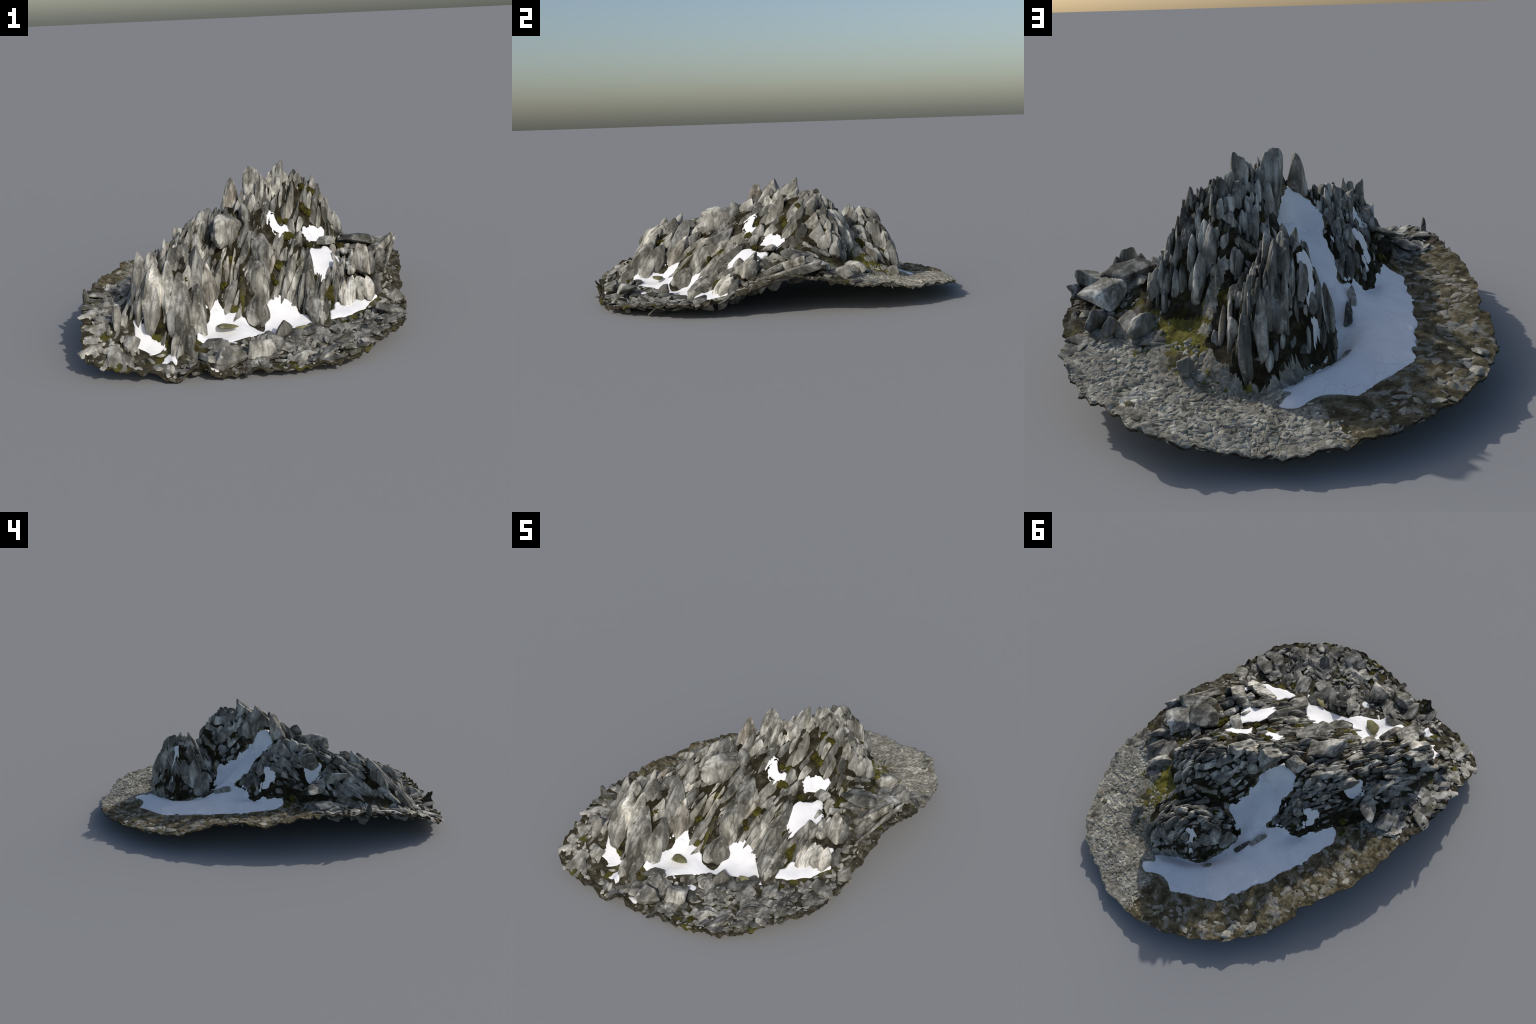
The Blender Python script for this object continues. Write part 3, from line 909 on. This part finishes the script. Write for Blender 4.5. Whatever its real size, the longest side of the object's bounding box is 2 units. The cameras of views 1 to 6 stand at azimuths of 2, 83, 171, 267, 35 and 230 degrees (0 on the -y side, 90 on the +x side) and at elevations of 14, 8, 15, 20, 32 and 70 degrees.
    upper, lower = vol[:len(vol) // 2], vol[len(vol) // 2:]
    for k in range(6):
        merge("slate_fragments", upper[k::6], low, MAT["slate"], 30)
    for k in range(3):
        merge("dark_fragments", lower[k::3], low, MAT["deep"], 30)


def merge(name, items, shapes, material, smooth):
    V, F, base = [], [], 0
    for k, M in items:
        v, f = shapes[k]
        V.append(v @ M[:3, :3].T + M[:3, 3])
        F.append(f + base)
        base += len(v)
    if V:
        put(name, mesh_from(name, np.concatenate(V), np.concatenate(F), material, smooth), kind="stuff")


# ----------------------------------------------------------------------------- loose stones
def scatter(count, keep, rng, clear=.012, edge=.008):
    """Random places on the land where keep(x, y) holds."""
    out = []
    while len(out) < count:
        x, y = rng.uniform(-.72, .74, 4000), rng.uniform(-1.0, 1.0, 4000)
        d = signed_distance(x, y, RIM_LINE)
        ok = (d > edge) & (snow_depth(x, y) < -clear) & (rng.random(4000) < keep(x, y))
        out += list(zip(x[ok], y[ok], d[ok]))
    return np.array(out[:count])


def above_floor(M, shape):
    """Nothing reaches below the lowest point of the rim."""
    low = (shape[0] @ M[2, :3]).min() + M[2, 3]
    M[2, 3] += max(0.0, .002 - low)
    return M


def stone_matrix(px, py, half, rng, tilt, shape, show, lay=False):
    """A stone bedded in the land so that its top stands `show` times its thickness above it."""
    N = grid.normal(np.array([px]), np.array([py]))[0]
    n = unit(N + rng.normal(0, tilt, 3))
    a = unit(np.cross(n, rng.normal(size=3)) + 1e-3)
    p = np.array([px, py, float(grid.height(px, py))])
    M = frame(a, n, half, p)
    reach = (shape[0] @ (M[:3, :3].T @ N)).max()
    up = half[0] * show * rng.uniform(.6, 1.4) - reach
    if lay:                                  # on the thin edge a stone lies on the sheet
        up = max(up, -(shape[0] @ (M[:3, :3].T @ N)).min() - .007)
    M[:3, 3] = p + N * up
    return above_floor(M, shape)


def build_stones():
    rng = np.random.default_rng(9)

    def off_rock(x, y, margin=-.004):
        gentle = np.hypot(grid.at(grid.gx, x, y), grid.at(grid.gy, x, y)) < .75
        return ((rock_depth(x, y) < margin) & gentle).astype(float)

    front = lambda x, y: off_rock(x, y) * (np.clip((-.22 - y) / .06, 0, 1) * ((x < -.40) | (x > .33) | (y < -.52))) + off_rock(x, y) * ((x > .40) & (y < .45) & (y > -.3))
    scree = lambda x, y: off_rock(x, y) * np.where(moss_apron(x, y) > 0, .16, 1.0) * np.clip((x - .02 + .35 * (y - .75)) / .08, 0, 1) * (y > .30)
    turf = lambda x, y: off_rock(x, y) * (x < -.05) * (y > -.3)
    margin = lambda x, y: off_rock(x, y) * (signed_distance(x, y, RIM_LINE) < .07)

    def stones(count, keep, half, spread, tilt, shapes, show, clear=.012, edge=.008):
        for (x, y, d) in scatter(count, keep, rng, clear, edge):
            thin = d < .05 or (x > .45 and abs(y) < .3)
            k = int(rng.integers(len(shapes)))
            size = np.array(half) * min(1.55, rng.lognormal(-.05, spread)) * rng.uniform(.78, 1.28, 3)
            size *= .7 if x > .45 and abs(y) < .3 else 1.0
            size *= np.array([np.interp(d, [.01, .09], [.5, 1.0]), np.interp(d, [.01, .07], [.75, 1.0]), np.interp(d, [.01, .07], [.75, 1.0])])   # only thin plates near the rim
            yield k, stone_matrix(x, y, size, rng, tilt * (.4 if thin else 1), shapes[k], show, thin), (x, y)

    big = [("rubble", k, M) for k, M, _ in stones(270, front, (.0085, .022, .043), .40, .34, CHIP, 1.3, .034, .020)]
    big += [("rubble" if p[1] < 0 else "pale", k, M) for k, M, p in stones(70, margin, (.007, .015, .025), .25, .25, CHIP, .8, .02, .032)]
    big.sort(key=lambda t: -abs(np.linalg.det(t[2][:3, :3])))
    for m, k, M in big[:300]:
        put("rubble_stone", CHIP_MESH[m][k], Matrix(M.tolist()))
    for m, name in (("rubble", "rubble_pieces"), ("pale", "stone_pieces")):
        merge(name, [(k, M) for mm, k, M in big[300:] if mm == m], CHIP, MAT[m], 22)
    chip_items = [(k, M) for k, M, _ in stones(650, front, (.0055, .0095, .017), .3, .35, GRIT, 1.4)]
    for part in range(5):
        merge("rubble_chips", chip_items[part::5], GRIT, MAT["rubble"], 20)
    scree_items = [(k, M) for k, M, _ in stones(6500, scree, (.0036, .0072, .0112), .36, .45, GRIT, 1.15)]
    for part in range(6):
        merge("scree_chips", scree_items[part::6], GRIT, MAT["pale"], 20)
    merge("turf_stones", [(k, M) for k, M, _ in stones(260, turf, (.004, .011, .017), .4, .10, CHIP, .5)], CHIP, MAT["pale"], 22)


# ----------------------------------------------------------------------------- moss
def build_moss():
    rng = np.random.default_rng(4)
    shapes = []
    for k in range(8):
        V, F = ICO[3]
        V = V * (1 + .22 * fbm(V * 2.2 + k * 9, 3, 60 + k) + .06 * vnoise(V * 9 + k, 70 + k))[:, None]
        shapes.append(mesh_from("moss_cushion", V, F, MAT["moss"], "all"))
    for (cx, cy), r in MOSS:
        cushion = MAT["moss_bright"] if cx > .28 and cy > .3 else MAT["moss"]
        for _ in range(2):
            px, py = cx + rng.normal(0, r * .45), cy + rng.normal(0, r * .45)
            if snow_depth(np.array([px]), np.array([py]))[0] > -.01:
                continue
            N = grid.normal(np.array([px]), np.array([py]))[0]
            half = np.array([.014, r * .55, r * .75]) * rng.uniform(.7, 1.2, 3)
            p = np.array([px, py, float(grid.height(px, py))]) - N * .012
            M = frame(np.cross(N, rng.normal(size=3)), N, half, p)
            o = put("moss_cushion", shapes[int(rng.integers(8))], Matrix(M.tolist()))
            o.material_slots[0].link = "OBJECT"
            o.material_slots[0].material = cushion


build_ground()
build_snow()
build_slabs()
build_stones()
build_moss()
